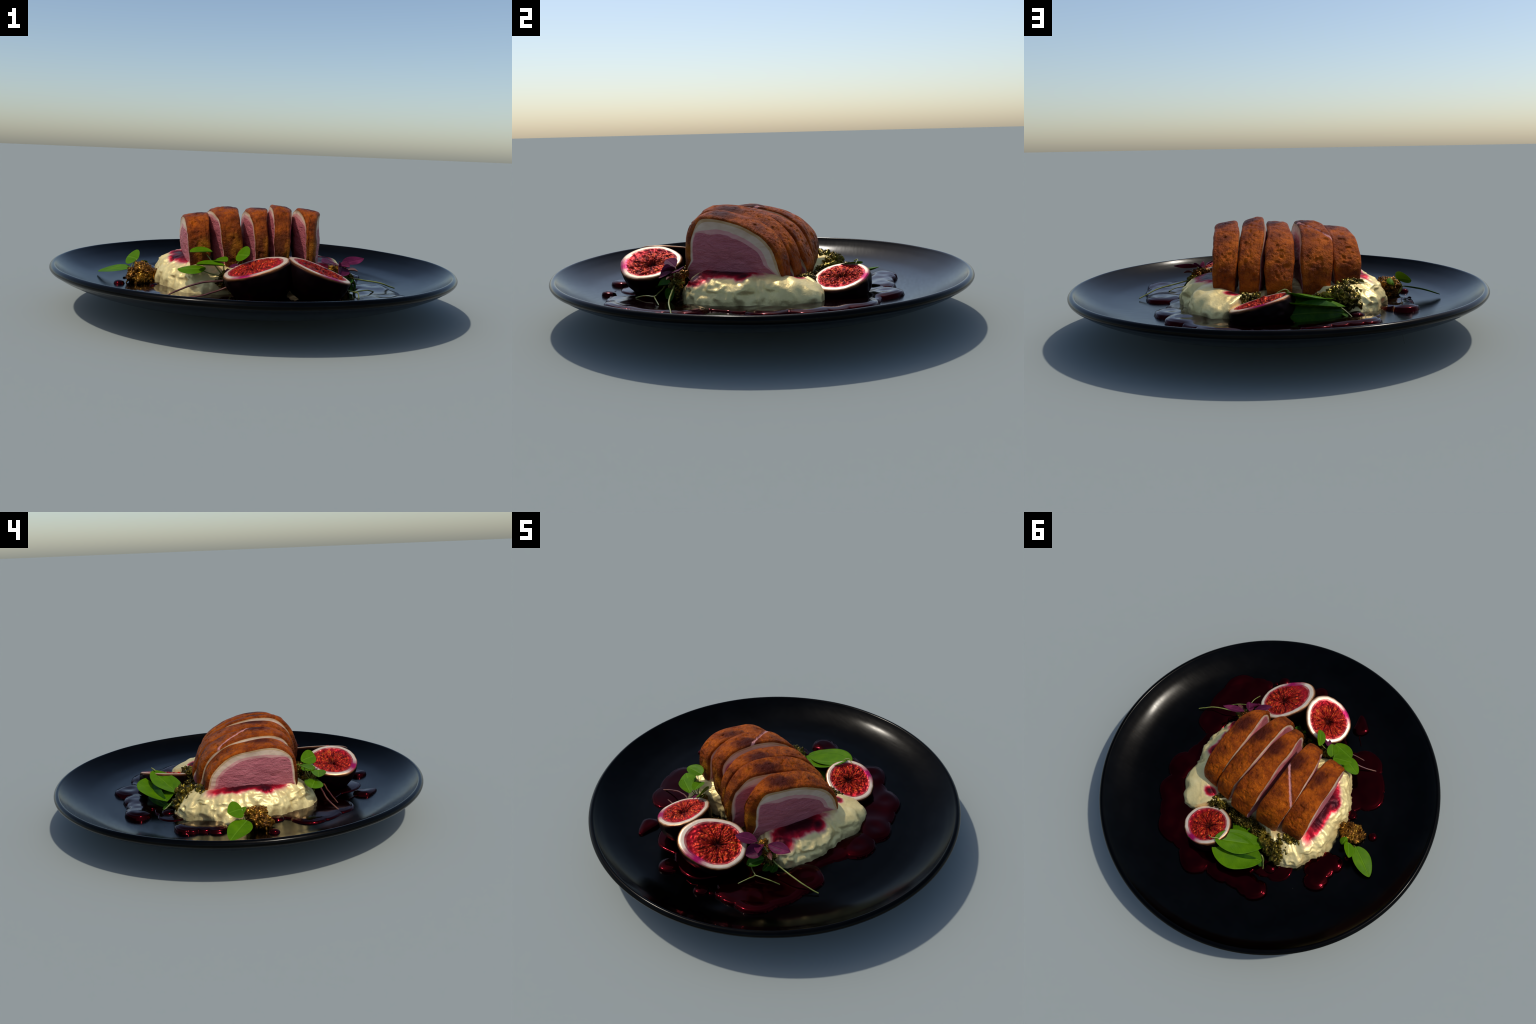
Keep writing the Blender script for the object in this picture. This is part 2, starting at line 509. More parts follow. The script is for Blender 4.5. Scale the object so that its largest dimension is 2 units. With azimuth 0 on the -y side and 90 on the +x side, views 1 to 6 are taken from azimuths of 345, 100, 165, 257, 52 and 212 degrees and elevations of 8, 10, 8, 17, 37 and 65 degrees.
def skin_material(cut_at=None, cut_n=None):
    N = Nodes("crisp_roasted_skin")
    big = N.noise(7.5, 4, 0.6)
    fine = N.noise(34, 5, 0.7)
    col = N.ramp(big, [(0.34, (0.078, 0.013, 0.0020)), (0.47, (0.245, 0.042, 0.0026)), (0.63, (0.460, 0.094, 0.0036))])
    col = N.mix(N.ramp(fine, [(0.30, 0.80), (0.52, 0.0)]), col, (0.110, 0.016, 0.003))
    col = N.mix(N.ramp(fine, [(0.58, 0.0), (0.75, 0.5)]), col, (0.56, 0.155, 0.008))
    # charred patches on the crest
    wob = N.math("MULTIPLY", N.math("SUBTRACT", N.noise(11, 4, 0.6), 0.5), 1.7)
    wob2 = N.math("MULTIPLY", N.math("SUBTRACT", N.noise(16, 4, 0.6), 0.5), 1.1)
    char = N.blob((0.005, -0.060, 0.515), (0.056, 0.080, 0.090), 0.75, wob2)
    char = N.math("MAXIMUM", char, N.math("MULTIPLY", N.blob((0.01, 0.12, 0.44), (0.06, 0.05, 0.06), 0.8, wob), 0.55))
    col = N.mix(N.math("MULTIPLY", char, 0.95), col, (0.052, 0.0058, 0.0024))
    # browner flank on the front end
    flank = N.blob((0.0, -0.30, 0.31), (0.25, 0.10, 0.17), 0.6, wob)
    brown = N.ramp(N.noise(8, 4, 0.6, N.mapping((1, 1, 0.6))), [(0.42, (0.020, 0.0040, 0.0016)), (0.54, (0.10, 0.022, 0.003)), (0.66, (0.34, 0.115, 0.006))])
    col = N.mix(N.math("MULTIPLY", flank, 0.85), col, brown)
    if cut_at is not None:
        s = N.sep()
        d = N.math("ADD", N.math("MULTIPLY", N.math("SUBTRACT", s[0], float(cut_at[0])), float(cut_n[0])),
                   N.math("MULTIPLY", N.math("SUBTRACT", s[1], float(cut_at[1])), float(cut_n[1])))
        d = N.math("ADD", N.math("ABSOLUTE", d), N.math("MULTIPLY", N.math("SUBTRACT", N.noise(45, 3), 0.5), 0.010))
        line = N.ramp(d, [(0.0040, 1.0), (0.0080, 0.0)])
        line = N.math("MULTIPLY", line, N.math("GREATER_THAN", s[1], -0.10))
        col = N.mix(line, col, (0.60, 0.26, 0.23))
    N.bump(N.math("ADD", N.noise(42, 5, 0.7), N.math("MULTIPLY", N.noise(110, 3, 0.6), 0.4)), 0.8, 0.014)
    return N.out(col, N.math("ADD", 0.32, N.math("MULTIPLY", fine, 0.25)), 0.12, 0.08)


def build_duck(dark_sauce):
    root = empty("roast_duck_breast", (0, -0.03, Z_BASE), "five thick slices of roast duck breast, crisp brown skin", "meat")
    cut, skin = cut_materials(), skin_material()
    n_u, n_t = 260, 26
    sloped, full = catmull(SECTION_SLOPED, n_u - 40), catmull(SECTION_FULL, n_u - 40)
    for si, (f, b, th, ztop, lean, bow, fullness, tilt, lean_r) in enumerate(SLICES):
        sec = sloped + (full - sloped) * fullness
        bot = np.stack([np.linspace(sec[-1, 0], sec[0, 0], 42)[1:-1], np.zeros(40)], -1)
        sec = np.vstack([sec, bot])
        n_u = len(sec)
        top_mask = smoothstep(0.05, 0.3, sec[:, 1])
        f, b = np.array(f), np.array(b)
        axis = b - f
        L = np.linalg.norm(axis)
        head = math.atan2(-axis[0], axis[1])          # rotation about z that turns +y onto the slice
        mid = (f + b) / 2
        M = Matrix.Translation((mid[0], mid[1], 0)) @ Matrix.Rotation(head, 4, "Z")
        H = ztop - Z_BASE
        Mi = M.inverted()
        ka, kb = np.array((Mi @ Vector((*KNIFE_A, 0)))[:2]), np.array((Mi @ Vector((*KNIFE_B, 0)))[:2])
        kn = np.array([-(kb - ka)[1], (kb - ka)[0]]) / np.linalg.norm(kb - ka)
        y = (sec[:, 0] - 0.5) * L
        z = Z_BASE + sec[:, 1] * H
        rr = np.array([0.0, 0.5, 1.0])
        q = np.stack([np.zeros(n_u) + si * 3.1, y * 1.0, z], -1)
        # individual outline wobble
        y = y + 0.007 * noise3(q, 9, 61)
        z = z + 0.006 * noise3(q, 9, 67) * top_mask
        cy, cz = -0.02, Z_BASE + 0.42 * H
        s_front = smoothstep(0.22, 0.0, sec[:, 0])
        s_back = smoothstep(0.75, 1.0, sec[:, 0])
        rhoL = 1 - (1 - lean_r) * top_mask * (1 - 0.66 * s_front - 0.25 * s_back) - 0.012
        rhoL = rhoL + 0.020 * noise3(q, 22, 71) * top_mask
        rhoS = 1 - 0.070 * top_mask - 0.004

        def thick(yy):
            s = np.clip(yy / L + 0.5, 0, 1)
            return th[0] + (th[1] - th[0]) * smoothstep(0.05, 0.40, s) + (th[2] - th[1]) * smoothstep(0.5, 1.0, s)

        def centre_x(yy, zz):
            s = np.clip(yy / L + 0.5, 0, 1)
            return bow * 4 * s * (1 - s) + lean * np.clip((zz - Z_BASE) / H, 0, 1) ** 1.5 + 0.006 * np.sin(9 * zz + si * 2) * 0.6

        rings = []
        # stations on each cut face: 0..kl lean, ..k1 pale, ..k2 creamy, ..ks golden, ..1 rolled skin edge
        stat = ([(0, a) for a in np.linspace(0.06, 1, 20)] + [(1, a) for a in np.linspace(0, 1, 4)[1:]]
                + [(2, a) for a in np.linspace(0, 1, 6)[1:]] + [(3, a) for a in np.linspace(0, 1, 4)[1:]]
                + [(4, a) for a in np.linspace(0, 1, 7)[1:]])

        def face(sign):
            out = []
            inner = sign < 0 and si < 4                   # faces hidden in the stack are pinker, with a thinner band of fat
            rl = rhoL + (0.55 * (rhoS - rhoL) if inner else 0)
            rs = rhoS
            wrap = s_front * top_mask if (si == 0 and sign > 0) else 0 * rhoS   # skin wraps round the near front corner
            rs = rhoS - 0.11 * wrap
            rl = np.minimum(rl, rs - 0.06 * top_mask - 0.001)
            b1 = rl + (0.45 if inner else 0.30) * (rs - rl)
            b2 = rl + 0.80 * (rs - rl)
            lim = [(0 * rl, rl), (rl, b1), (b1, b2), (b2, rs), (rs, 1 + 0 * rl)]
            for zone, a in stat:
                lo, hi = lim[zone]
                rho = lo + (hi - lo) * a
                yy, zz = cy + (y - cy) * rho, cz + (z - cz) * rho
                T = thick(yy) / 2 * (0.80 + 0.20 * smoothstep(Z_BASE, Z_BASE + 0.16, zz))
                if inner:                                 # the hidden faces swell towards the next slice below the skin line
                    ss, hh = yy / L + 0.5, (zz - Z_BASE) / H
                    T = T + 0.013 * smoothstep(1.0, 0.70, hh) * smoothstep(0.08, 0.34, ss) * smoothstep(0.95, 0.6, ss)
                roll = (0.011 + 0.030 * wrap) * (1 - np.sqrt(np.clip(1 - a * a, 0, 1))) if zone == 4 else 0.0
                pt = np.stack([centre_x(yy, zz), yy, zz], -1)
                w = pt + [si * 1.7, 0, sign * 2.0]
                relief = 0.0065 * fbm(w * [1, 0.7, 1.5], 13, 4, 81) 
                if zone == 4:
                    relief = relief * (1 - a)
                pt[:, 0] += sign * (T - roll + relief)
                pt[:, 2] += tilt * pt[:, 0] * np.clip((zz - Z_BASE) / H, 0, 1)
                out.append(pt)
            return out
        lo_face = face(-1)
        hi_face = face(+1)
        side = []
        for k in range(1, n_t):
            a = k / n_t
            lo, hi = lo_face[-1], hi_face[-1]
            pt = lo + (hi - lo) * a
            # crisp blistered skin
            ctr = np.array([0, cy, cz])
            d = pt - ctr
            d[:, 0] = 0
            d /= np.linalg.norm(d, axis=1)[:, None]
            w = pt + [si * 2.3, 0, 0]
            pits = np.clip(noise3(w * [1, 1, 1], 48, 95) - 0.42, 0, 1) + 0.7 * np.clip(noise3(w, 80, 97) - 0.45, 0, 1)
            crease = np.clip(0.10 - np.abs(noise3(w * [1, 0.8, 1.4], 24, 99)), 0, 1)
            amt = 0.0075 * fbm(w, 12, 4, 91) - 0.014 * pits - 0.018 * crease + 0.0035 * math.sin(math.pi * a)
            if si == 3:
                kd = (pt[:, :2] - ka) @ kn
                amt = amt - 0.010 * np.exp(-(kd / 0.006) ** 2)
            pt = pt + d * (amt * top_mask * min(1.0, 6 * min(a, 1 - a)))[:, None]
            side.append(pt)
        rings = lo_face + side + hi_face[::-1]
        kinds = [s[0] for s in stat]
        V = np.vstack(rings)
        cen = len(V)
        V = np.vstack([V, lo_face[0].mean(0), hi_face[0].mean(0)])
        F, reg, slot = [], [], []
        nr = len(rings)
        ns = len(stat)
        for i in range(nr - 1):
            if i < ns - 1:
                kd = kinds[i + 1]
            elif i >= nr - ns:
                kd = kinds[nr - 1 - i]
            else:
                kd = 4
            r_, s_ = (0, 0) if kd == 0 else (2, 0) if kd == 4 else (1, kd - 1)
            for j in range(n_u):
                k = (j + 1) % n_u
                F.append((i * n_u + j, i * n_u + k, (i + 1) * n_u + k, (i + 1) * n_u + j))
                reg.append(r_)
                slot.append(s_)
        for j in range(n_u):
            k = (j + 1) % n_u
            F.append((cen, k, j)); reg.append(0); slot.append(0)
            F.append((cen + 1, (nr - 1) * n_u + j, (nr - 1) * n_u + k)); reg.append(0); slot.append(0)
        F = [g[::-1] for g in F]
        parts = split_regions(V, F, reg)
        slot = np.array(slot)
        v, fc, nm, idx = parts[0]
        lean_o = place(bpy.data.objects.new("meat_slice", mesh_from("meat_slice", v, fc, cut[0], None, nm)), root, M)
        v, fc, nm, idx = parts[1]
        place(bpy.data.objects.new("fat_layer", mesh_from("fat_layer", v, fc, cut[1:], slot[idx], nm)), lean_o, M)
        v, fc, nm, idx = parts[2]
        place(bpy.data.objects.new("roasted_skin", mesh_from("roasted_skin", v, fc, skin if si != 3 else skin_material(ka, kn), None, nm)), lean_o, M)


# ================================================================== FIGS
def fig_materials(R):
    N = Nodes("dark_fig_skin")
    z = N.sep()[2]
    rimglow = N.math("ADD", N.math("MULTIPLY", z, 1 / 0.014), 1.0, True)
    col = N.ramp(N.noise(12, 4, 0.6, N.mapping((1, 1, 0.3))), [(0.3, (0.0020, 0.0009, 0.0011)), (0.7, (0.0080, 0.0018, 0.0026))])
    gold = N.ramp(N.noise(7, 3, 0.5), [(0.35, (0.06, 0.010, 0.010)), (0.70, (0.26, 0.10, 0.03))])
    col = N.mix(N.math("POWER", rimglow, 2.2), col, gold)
    N.bump(N.noise(40, 3), 0.15, 0.006)
    skin = N.out(col, 0.42, 0.3, 0.05)
    piths = []
    for nm, c1, c2 in (("blushed_fig_pith", (0.42, 0.030, 0.045), (0.62, 0.20, 0.15)), ("white_fig_pith", (0.82, 0.60, 0.41), (0.92, 0.74, 0.54)),
                       ("golden_fig_rim", (0.42, 0.19, 0.08), (0.64, 0.38, 0.20))):
        N = Nodes(nm)
        col = N.ramp(N.noise(18, 3), [(0.35, c1), (0.65, c2)])
        wob = N.math("MULTIPLY", N.math("SUBTRACT", N.noise(16, 3), 0.5), 1.2)
        mag = N.blob((-R * 0.92, 0, 0), (R * 0.42, R * 0.42, R * 0.5), 0.75, wob)
        col = N.mix(mag, col, (0.40, 0.008, 0.09))
        N.bump(N.noise(50, 3), 0.15, 0.006)
        piths.append(N.out(col, 0.40, 0.50, 0.15))
    N = Nodes("red_fig_pulp")
    s = N.sep()
    ang = N.math("ARCTAN2", s[1], s[0])
    comb = N.new("ShaderNodeCombineXYZ")
    N.link(s[0], comb.inputs[0])
    N.link(s[1], comb.inputs[1])
    ln = N.new("ShaderNodeVectorMath", operation="LENGTH")
    N.link(comb.outputs[0], ln.inputs[0])
    rad = N.math("MULTIPLY", ln.outputs["Value"], 1 / R)
    # radial threads: stretch noise along the radius by using the direction of the point
    nrm = N.new("ShaderNodeVectorMath", operation="NORMALIZE")
    N.link(comb.outputs[0], nrm.inputs[0])
    cv = N.new("ShaderNodeVectorMath", operation="ADD")
    N.link(nrm.outputs[0], cv.inputs[0])
    sc = N.mapping((3.2, 3.2, 1.0))
    N.link(sc, cv.inputs[1])
    thread = N.noise(5.5, 4, 0.62, cv.outputs[0], 0.25)
    seeds = N.voronoi(70, N.mapping((1, 1, 0.4)))
    col = N.ramp(thread, [(0.36, (0.040, 0.0010, 0.0015)), (0.47, (0.27, 0.008, 0.006)), (0.58, (0.44, 0.032, 0.009)), (0.74, (0.68, 0.21, 0.03))])
    sd = N.ramp(seeds, [(0.12, 1.0), (0.30, 0.0)])
    col = N.mix(N.math("MULTIPLY", sd, 0.12), col, (0.62, 0.20, 0.05))
    edge = N.ramp(rad, [(0.62, 0.0), (0.80, 1.0)])
    col = N.mix(N.math("MULTIPLY", edge, 0.8), col, (0.46, 0.009, 0.022))
    hole = N.ramp(N.math("ADD", rad, N.math("MULTIPLY", N.math("SUBTRACT", thread, 0.5), 0.35)), [(0.08, 1.0), (0.27, 0.0)])
    col = N.mix(hole, col, (0.045, 0.002, 0.003))
    N.bump(thread, 0.3, 0.010)
    pulp = N.out(col, 0.44, 0.50, 0.10)
    return skin, piths, pulp


def build_fig(centre, normal, rx, ry, egg, egg_dir, depth, mag_dir, seed, wall=0.80, belly=0.012):
    """half a fig: cut face in the local xy plane (+z outward), local -x points at the magenta-stained edge"""
    n = Vector(normal).normalized()
    x = -(Vector(mag_dir) - n * n.dot(Vector(mag_dir))).normalized()
    yv = n.cross(x)
    M = Matrix((x, yv, n)).transposed().to_4x4()
    M.translation = Vector(centre)
    base = M.inverted()
    R = (rx + ry) / 2
    nu, nk = 220, 70
    t = np.linspace(0, 2 * np.pi, nu, endpoint=False)
    ed = Vector(egg_dir)
    ed = (ed - n * n.dot(ed)).normalized()
    ea = math.atan2(ed.dot(yv), ed.dot(x))
    lt = t - ea                                     # angle from the pointed end
    rad = rx * ry / np.sqrt((ry * np.cos(lt)) ** 2 + (rx * np.sin(lt)) ** 2)
    rad = rad * (1 + egg * np.cos(lt) ** 3)
    c3 = np.stack([np.cos(t), np.sin(t), 0 * t + seed], -1)
    rad = rad * (1 + 0.030 * noise3(c3, 1.6, seed) + 0.008 * noise3(c3, 6, seed + 1))
    rings, kind = [], []
    for i, s in enumerate(np.linspace(0.012, 1, nk)):
        r = rad * s
        p = np.stack([r * np.cos(t), r * np.sin(t), 0 * t], -1)
        # pulp: sunken radial folds and an open heart; pith: gently proud ring
        flesh = smoothstep(0.84, 0.70, s)
        dirp = np.stack([np.cos(t), np.sin(t), 0 * t + s * 0.9], -1)
        folds = fbm(dirp * [1, 1, 1], 5.0, 3, seed + 9) + 0.4 * noise3(dirp * [1, 1, 2.0], 12, seed + 13)
        heart = np.exp(-((s - 0.02) / (0.15 + 0.10 * noise3(c3, 3, seed + 4))) ** 2)
        z = 0.0035 * smoothstep(0.72, 0.84, s) * smoothstep(1.0, 0.9, s) + flesh * (0.0095 * folds * smoothstep(0.02, 0.2, s) + 0.001) - 0.024 * heart
        if s > 0.93:
            a = (s - 0.93) / 0.07
            z = z - 0.006 * (1 - math.sqrt(max(0, 1 - a * a)))
        p[:, 2] = z
        rings.append(p)
        kind.append(2 if s < 0.775 else 10 if s < 0.83 else 11 if s < 0.955 else 12 if s < 0.978 else 0)
    nb = 46
    floor_n = base.to_3x3() @ Vector((0, 0, 1))
    floor_o = base @ Vector((0, 0, 0.121))
    fn, fo = np.array(floor_n), np.array(floor_o)
    for i in range(1, nb):
        a = i / nb * math.pi / 2
        r = rad * math.cos(a) ** wall * (1 + belly * math.sin(2 * a))
        p = np.stack([r * np.cos(t), r * np.sin(t), 0 * t - 0.006 - depth * math.sin(a)], -1)
        p += 0.003 * np.stack([np.cos(t), np.sin(t), 0 * t], -1) * noise3(np.stack([np.cos(t), np.sin(t), 0 * t + a], -1), 5, seed + 2)[:, None]
        d = (p - fo) @ fn
        soft = np.where(d < 0.02, 0.02 * np.exp(np.clip((d - 0.02) / 0.02, -8, 0)) * 1.0, d)
        p += (soft - d)[:, None] * fn
        rings.append(p)
        kind.append(0)
    V = np.vstack(rings + [rings[0].mean(0)[None], rings[-1].mean(0)[None]])
    F, reg = [], []
    for i in range(len(rings) - 1):
        for j in range(nu):
            k = (j + 1) % nu
            F.append((i * nu + j, (i + 1) * nu + j, (i + 1) * nu + k, i * nu + k))
            reg.append(kind[i + 1])
    reg = [r if r < 10 else 1 for r in reg]
    slot = [kind[i + 1] - 10 if kind[i + 1] >= 10 else 0 for i in range(len(rings) - 1) for _ in range(nu)] + [0] * (2 * nu)
    slot = np.array(slot)
    e = len(V) - 2
    last = (len(rings) - 1) * nu
    for j in range(nu):
        k = (j + 1) % nu
        F.append((e, j, k)); reg.append(2)
        F.append((e + 1, last + k, last + j)); reg.append(0)
    mats = fig_materials(R)
    root = empty("fig_half", (centre[0], centre[1], 0.12), "halved ripe fig, dark skin, white pith and red seedy pulp", "fruit")
    for r, (v, f, nm, idx) in split_regions(V, F, reg).items():
        name = ("fig_skin", "fig_pith", "fig_pulp")[r]
        place(bpy.data.objects.new(name, mesh_from(name, v, f, mats[r], slot[idx] if r == 1 else None, nm)), root, M)


# ================================================================== LEAVES AND STEMS
def leaf_material(name, dark, mid, light, vein, metallic=0.0, rough=0.45):
    N = Nodes(name)
    s = N.sep()
    col = N.ramp(N.noise(16, 4, 0.6), [(0.3, dark), (0.55, mid), (0.8, light)])
    rib = N.ramp(N.math("ABSOLUTE", s[1]), [(0.0, 1.0), (0.0022, 0.0)])
    # side veins: stripes slanting away from the midrib
    slant = N.math("ADD", N.math("MULTIPLY", s[0], 1.0), N.math("MULTIPLY", N.math("ABSOLUTE", s[1]), -0.8))
    st = N.math("FRACT", N.math("MULTIPLY", slant, 70.0))
    side = N.math("MULTIPLY", N.ramp(st, [(0.0, 1.0), (0.12, 0.0)]), 0.25)
    v = N.math("MAXIMUM", rib, side)
    col = N.mix(N.math("MULTIPLY", v, 0.55), col, vein)
    N.bump(N.math("ADD", N.noise(60, 3), N.math("MULTIPLY", v, -0.8)), 0.2, 0.006)
    mat = N.out(col, rough, metallic, 0.08)
    tr = N.new("ShaderNodeBsdfTranslucent")
    N.link(col, tr.inputs["Color"])
    mx = N.new("ShaderNodeMixShader")
    mx.inputs[0].default_value = 0.18
    outn = [k for k in N.t.nodes if k.type == "OUTPUT_MATERIAL"][0]
    N.link(N.bsdf.outputs[0], mx.inputs[1])
    N.link(tr.outputs[0], mx.inputs[2])
    N.link(mx.outputs[0], outn.inputs["Surface"])
    return mat


def build_leaf(parent, mat, base, tip, width, normal, cup=0.1, arch=0.0, droop=0.0, droop_side=0.0, blunt=0.7, twist=0.0, seed=0, thick=0.0026, name="leaf"):
    """ovate leaf from base to tip. cup: sides raised; arch: midrib raised; droop: tip lowered; droop_side: one side lowered"""
    b, tp = Vector(base), Vector(tip)
    ax = tp - b
    L = ax.length
    ax.normalize()
    n = Vector(normal)
    n = (n - ax * ax.dot(n)).normalized()
    side = n.cross(ax)
    M = Matrix((ax, side, n)).transposed().to_4x4()
    M.translation = b
    nu, nv = 40, 25
    u = np.linspace(0, 1, nu)
    v = np.linspace(-1, 1, nv)
    prof = np.sin(np.pi * np.clip(u, 0, 1) ** (0.78 + 0.25 * (1 - blunt))) ** (1.0 - 0.45 * blunt)
    prof[0] = prof[-1] = 0.0
    prof = np.maximum(prof, 0.03)
    U, W = np.meshgrid(u, v, indexing="ij")
    hw = width / 2 * prof[:, None]
    P3 = np.stack([U * L * 20, W * 0.8, U * 0 + seed], -1)
    X = U * L
    Y = W * hw * (1 + 0.03 * noise3(P3, 0.7, seed))
    Z = (cup * width * (W ** 2) * prof[:, None] + arch * L * 4 * U * (1 - U) - droop * L * U ** 2
         + 0.012 * width * noise3(P3 * [1, 2, 1], 0.9, seed + 3) + twist * width * W * (U - 0.3))
    if droop_side:
        sgn = 1 if droop_side > 0 else -1
        s = np.clip(W * sgn, 0, 1)
        Z -= abs(droop_side) * width * s ** 2.2 * prof[:, None]
        Y -= sgn * 0.22 * abs(droop_side) * width * s ** 3 * prof[:, None]
    Z = Z - 0.02 * width * np.exp(-(W / 0.09) ** 2)
    topv = np.stack([X, Y, Z], -1).reshape(-1, 3)
    edge = (1 - np.abs(W) ** 6) * (1 - np.abs(2 * U - 1) ** 14)
    botv = np.stack([X, Y, Z - thick * np.clip(edge, 0.12, 1)], -1).reshape(-1, 3)
    V = np.vstack([topv, botv])
    o = nu * nv
    F = []
    for i in range(nu - 1):
        for j in range(nv - 1):
            a, c, d, e = i * nv + j, (i + 1) * nv + j, (i + 1) * nv + j + 1, i * nv + j + 1
            F.append((a, c, d, e))
            F.append((o + a, o + e, o + d, o + c))
    loop = [i * nv for i in range(nu)] + [(nu - 1) * nv + j for j in range(1, nv)] + [i * nv + nv - 1 for i in range(nu - 2, -1, -1)] + [j for j in range(nv - 2, 0, -1)]
    for a, c in zip(loop, loop[1:] + loop[:1]):
        F.append((a, o + a, o + c, c))
    ob = bpy.data.objects.new(name, mesh_from(name, V, F, mat))
    place(ob, parent, M)
    return ob


def stem(parent, mat, pts, r0, r1, seed=0, name="stem"):
    V, F = tube(pts, r0, r1, 44, 8, seed)
    return place(bpy.data.objects.new(name, mesh_from(name, V, F, mat)), parent)


def oval(c, axis, length):
    c, a = Vector(c), Vector(axis).normalized()
    return c - a * length / 2, c + a * length / 2


def build_herbs():
    green = leaf_material("fresh_green_leaf", (0.058, 0.150, 0.0008), (0.080, 0.188, 0.0010), (0.112, 0.235, 0.0014), (0.17, 0.32, 0.02))
    deep = leaf_material("deep_green_leaf", (0.012, 0.050, 0.003), (0.025, 0.085, 0.004), (0.06, 0.14, 0.006), (0.12, 0.20, 0.03))
    purple = leaf_material("purple_leaf", (0.055, 0.005, 0.022), (0.105, 0.010, 0.042), (0.19, 0.022, 0.075), (0.24, 0.035, 0.095))
    N = Nodes("pale_green_stem")
    g_stem = N.out(N.ramp(N.noise(18, 3), [(0.35, (0.08, 0.10, 0.012)), (0.65, (0.26, 0.28, 0.055))]), 0.38)
    N = Nodes("reddish_stem")
    r_stem = N.out(N.ramp(N.noise(14, 3), [(0.35, (0.075, 0.012, 0.016)), (0.65, (0.17, 0.060, 0.030))]), 0.38)
    N = Nodes("dark_thread")
    d_stem = N.out(N.ramp(N.noise(14, 3), [(0.35, (0.014, 0.010, 0.004)), (0.65, (0.03, 0.03, 0.008))]), 0.45)

    # --- sprig lying near the loose crumble
    s = empty("herb_sprig", (-0.62, 0.115, 0.13), "small sprig with two bright green oval leaves", "herb")
    build_leaf(s, green, (-0.618, 0.098, 0.178), (-0.764, 0.211, 0.148), 0.108, (0.05, -0.30, 0.95), 0.03, 0.03, 0.0, blunt=0.85, seed=3)
    build_leaf(s, green, (-0.574, 0.110, 0.224), (-0.618, 0.190, 0.227), 0.092, (-0.63, -0.37, 0.69), 0.06, 0.03, blunt=0.8, seed=5)
    build_leaf(s, green, (-0.545, 0.130, 0.195), (-0.553, 0.085, 0.222), 0.046, (-0.30, 0.5, 0.75), -0.25, 0.10, blunt=0.8, seed=7)
    stem(s, g_stem, [(-0.600, 0.085, 0.140), (-0.612, 0.100, 0.165), (-0.600, 0.110, 0.195), (-0.576, 0.112, 0.222)], 0.0030, 0.0022)
    stem(s, g_stem, [(-0.600, 0.085, 0.140), (-0.610, 0.092, 0.165), (-0.620, 0.100, 0.178)], 0.0030, 0.0026, 2)

    # --- upright sprig between the mound and the fig
    s = empty("herb_sprig", (-0.25, -0.35, 0.14), "cress sprig with round bright green leaves", "herb")
    for c, ax, ln, w, nn, cup, sd in (((-0.146, -0.356, 0.313), (-0.30, 0.78, -0.10), 0.098, 0.083, (-0.62, -0.25, 0.50), 0.10, 11),
                                      ((-0.374, -0.314, 0.243), (-0.9, 0.45, -0.05), 0.132, 0.100, (-0.12, -0.22, 0.96), -0.06, 13),
                                      ((-0.327, -0.288, 0.318), (-0.95, -0.20, 0.0), 0.110, 0.082, (0.02, -0.14, 0.98), 0.12, 15),
                                      ((-0.297, -0.366, 0.268), (0.95, -0.30, 0.0), 0.130, 0.078, (0.0, -0.08, 1.0), 0.14, 17),
                                      ((-0.243, -0.330, 0.283), (0.45, -0.8, 0.05), 0.086, 0.072, (-0.25, 0.05, 0.95), 0.10, 19)):
        b, t = oval(c, ax, ln)
        build_leaf(s, green, b, t, w, nn, cup, 0.02, blunt=0.95, seed=sd)
    hub = (-0.235, -0.345, 0.215)
    for k, e in enumerate([(-0.146, -0.345, 0.300), (-0.330, -0.325, 0.238), (-0.300, -0.290, 0.305), (-0.27, -0.36, 0.262), (-0.235, -0.345, 0.278)]):
        mid = tuple((np.array(hub) + np.array(e)) / 2 + [0.006, 0.004, -0.008])
        stem(s, g_stem, [hub, mid, e], 0.0032, 0.0022, 20 + k)
    stem(s, g_stem, [(-0.20, -0.37, 0.140), (-0.215, -0.36, 0.18), hub], 0.0035, 0.0032, 31)
    for c, ax, ln, w, nn, sd in (((-0.19, -0.375, 0.262), (0.6, -0.6, 0.1), 0.060, 0.040, (0.3, -0.6, 0.7), 41),
                                 ((-0.215, -0.385, 0.236), (-0.7, -0.4, -0.1), 0.052, 0.032, (-0.2, -0.7, 0.6), 43)):
        b, t = oval(c, ax, ln)
        build_leaf(s, purple, b, t, w, nn, 0.1, 0.03, blunt=0.6, seed=sd)
    stem(s, r_stem, [(-0.24, -0.385, 0.200), (-0.33, -0.372, 0.190), (-0.42, -0.372, 0.165), (-0.512, -0.403, 0.130)], 0.0050, 0.0038, 33)
    stem(s, r_stem, [(-0.22, -0.42, 0.180), (-0.28, -0.425, 0.160), (-0.35, -0.43, 0.142), (-0.43, -0.43, 0.130)], 0.0045, 0.0032, 35)
    # shaded tangle of small leaves under the figs and meat
    rng = np.random.default_rng(5)
    for k in range(20):
        c = np.array([rng.uniform(-0.20, 0.05), rng.uniform(-0.40, -0.36), rng.uniform(0.16, 0.235)])
        a = rng.normal(size=3)
        b, t = oval(c, a, rng.uniform(0.045, 0.075))
        build_leaf(s, deep if k % 3 else green, b, t, rng.uniform(0.025, 0.045), rng.normal(size=3) + [0, -0.4, 0.8], 0.2, 0.1, blunt=0.5, seed=60 + k)

    # --- purple sprig by the big fig
    s = empty("purple_herb_sprig", (0.37, -0.36, 0.13), "sprig with purple oval leaves and wiry pale stems", "herb")
    build_leaf(s, purple, (0.352, -0.316, 0.270), (0.478, -0.279, 0.287), 0.064, (0.10, -0.42, 0.90), 0.10, -0.03, blunt=0.45, seed=81)
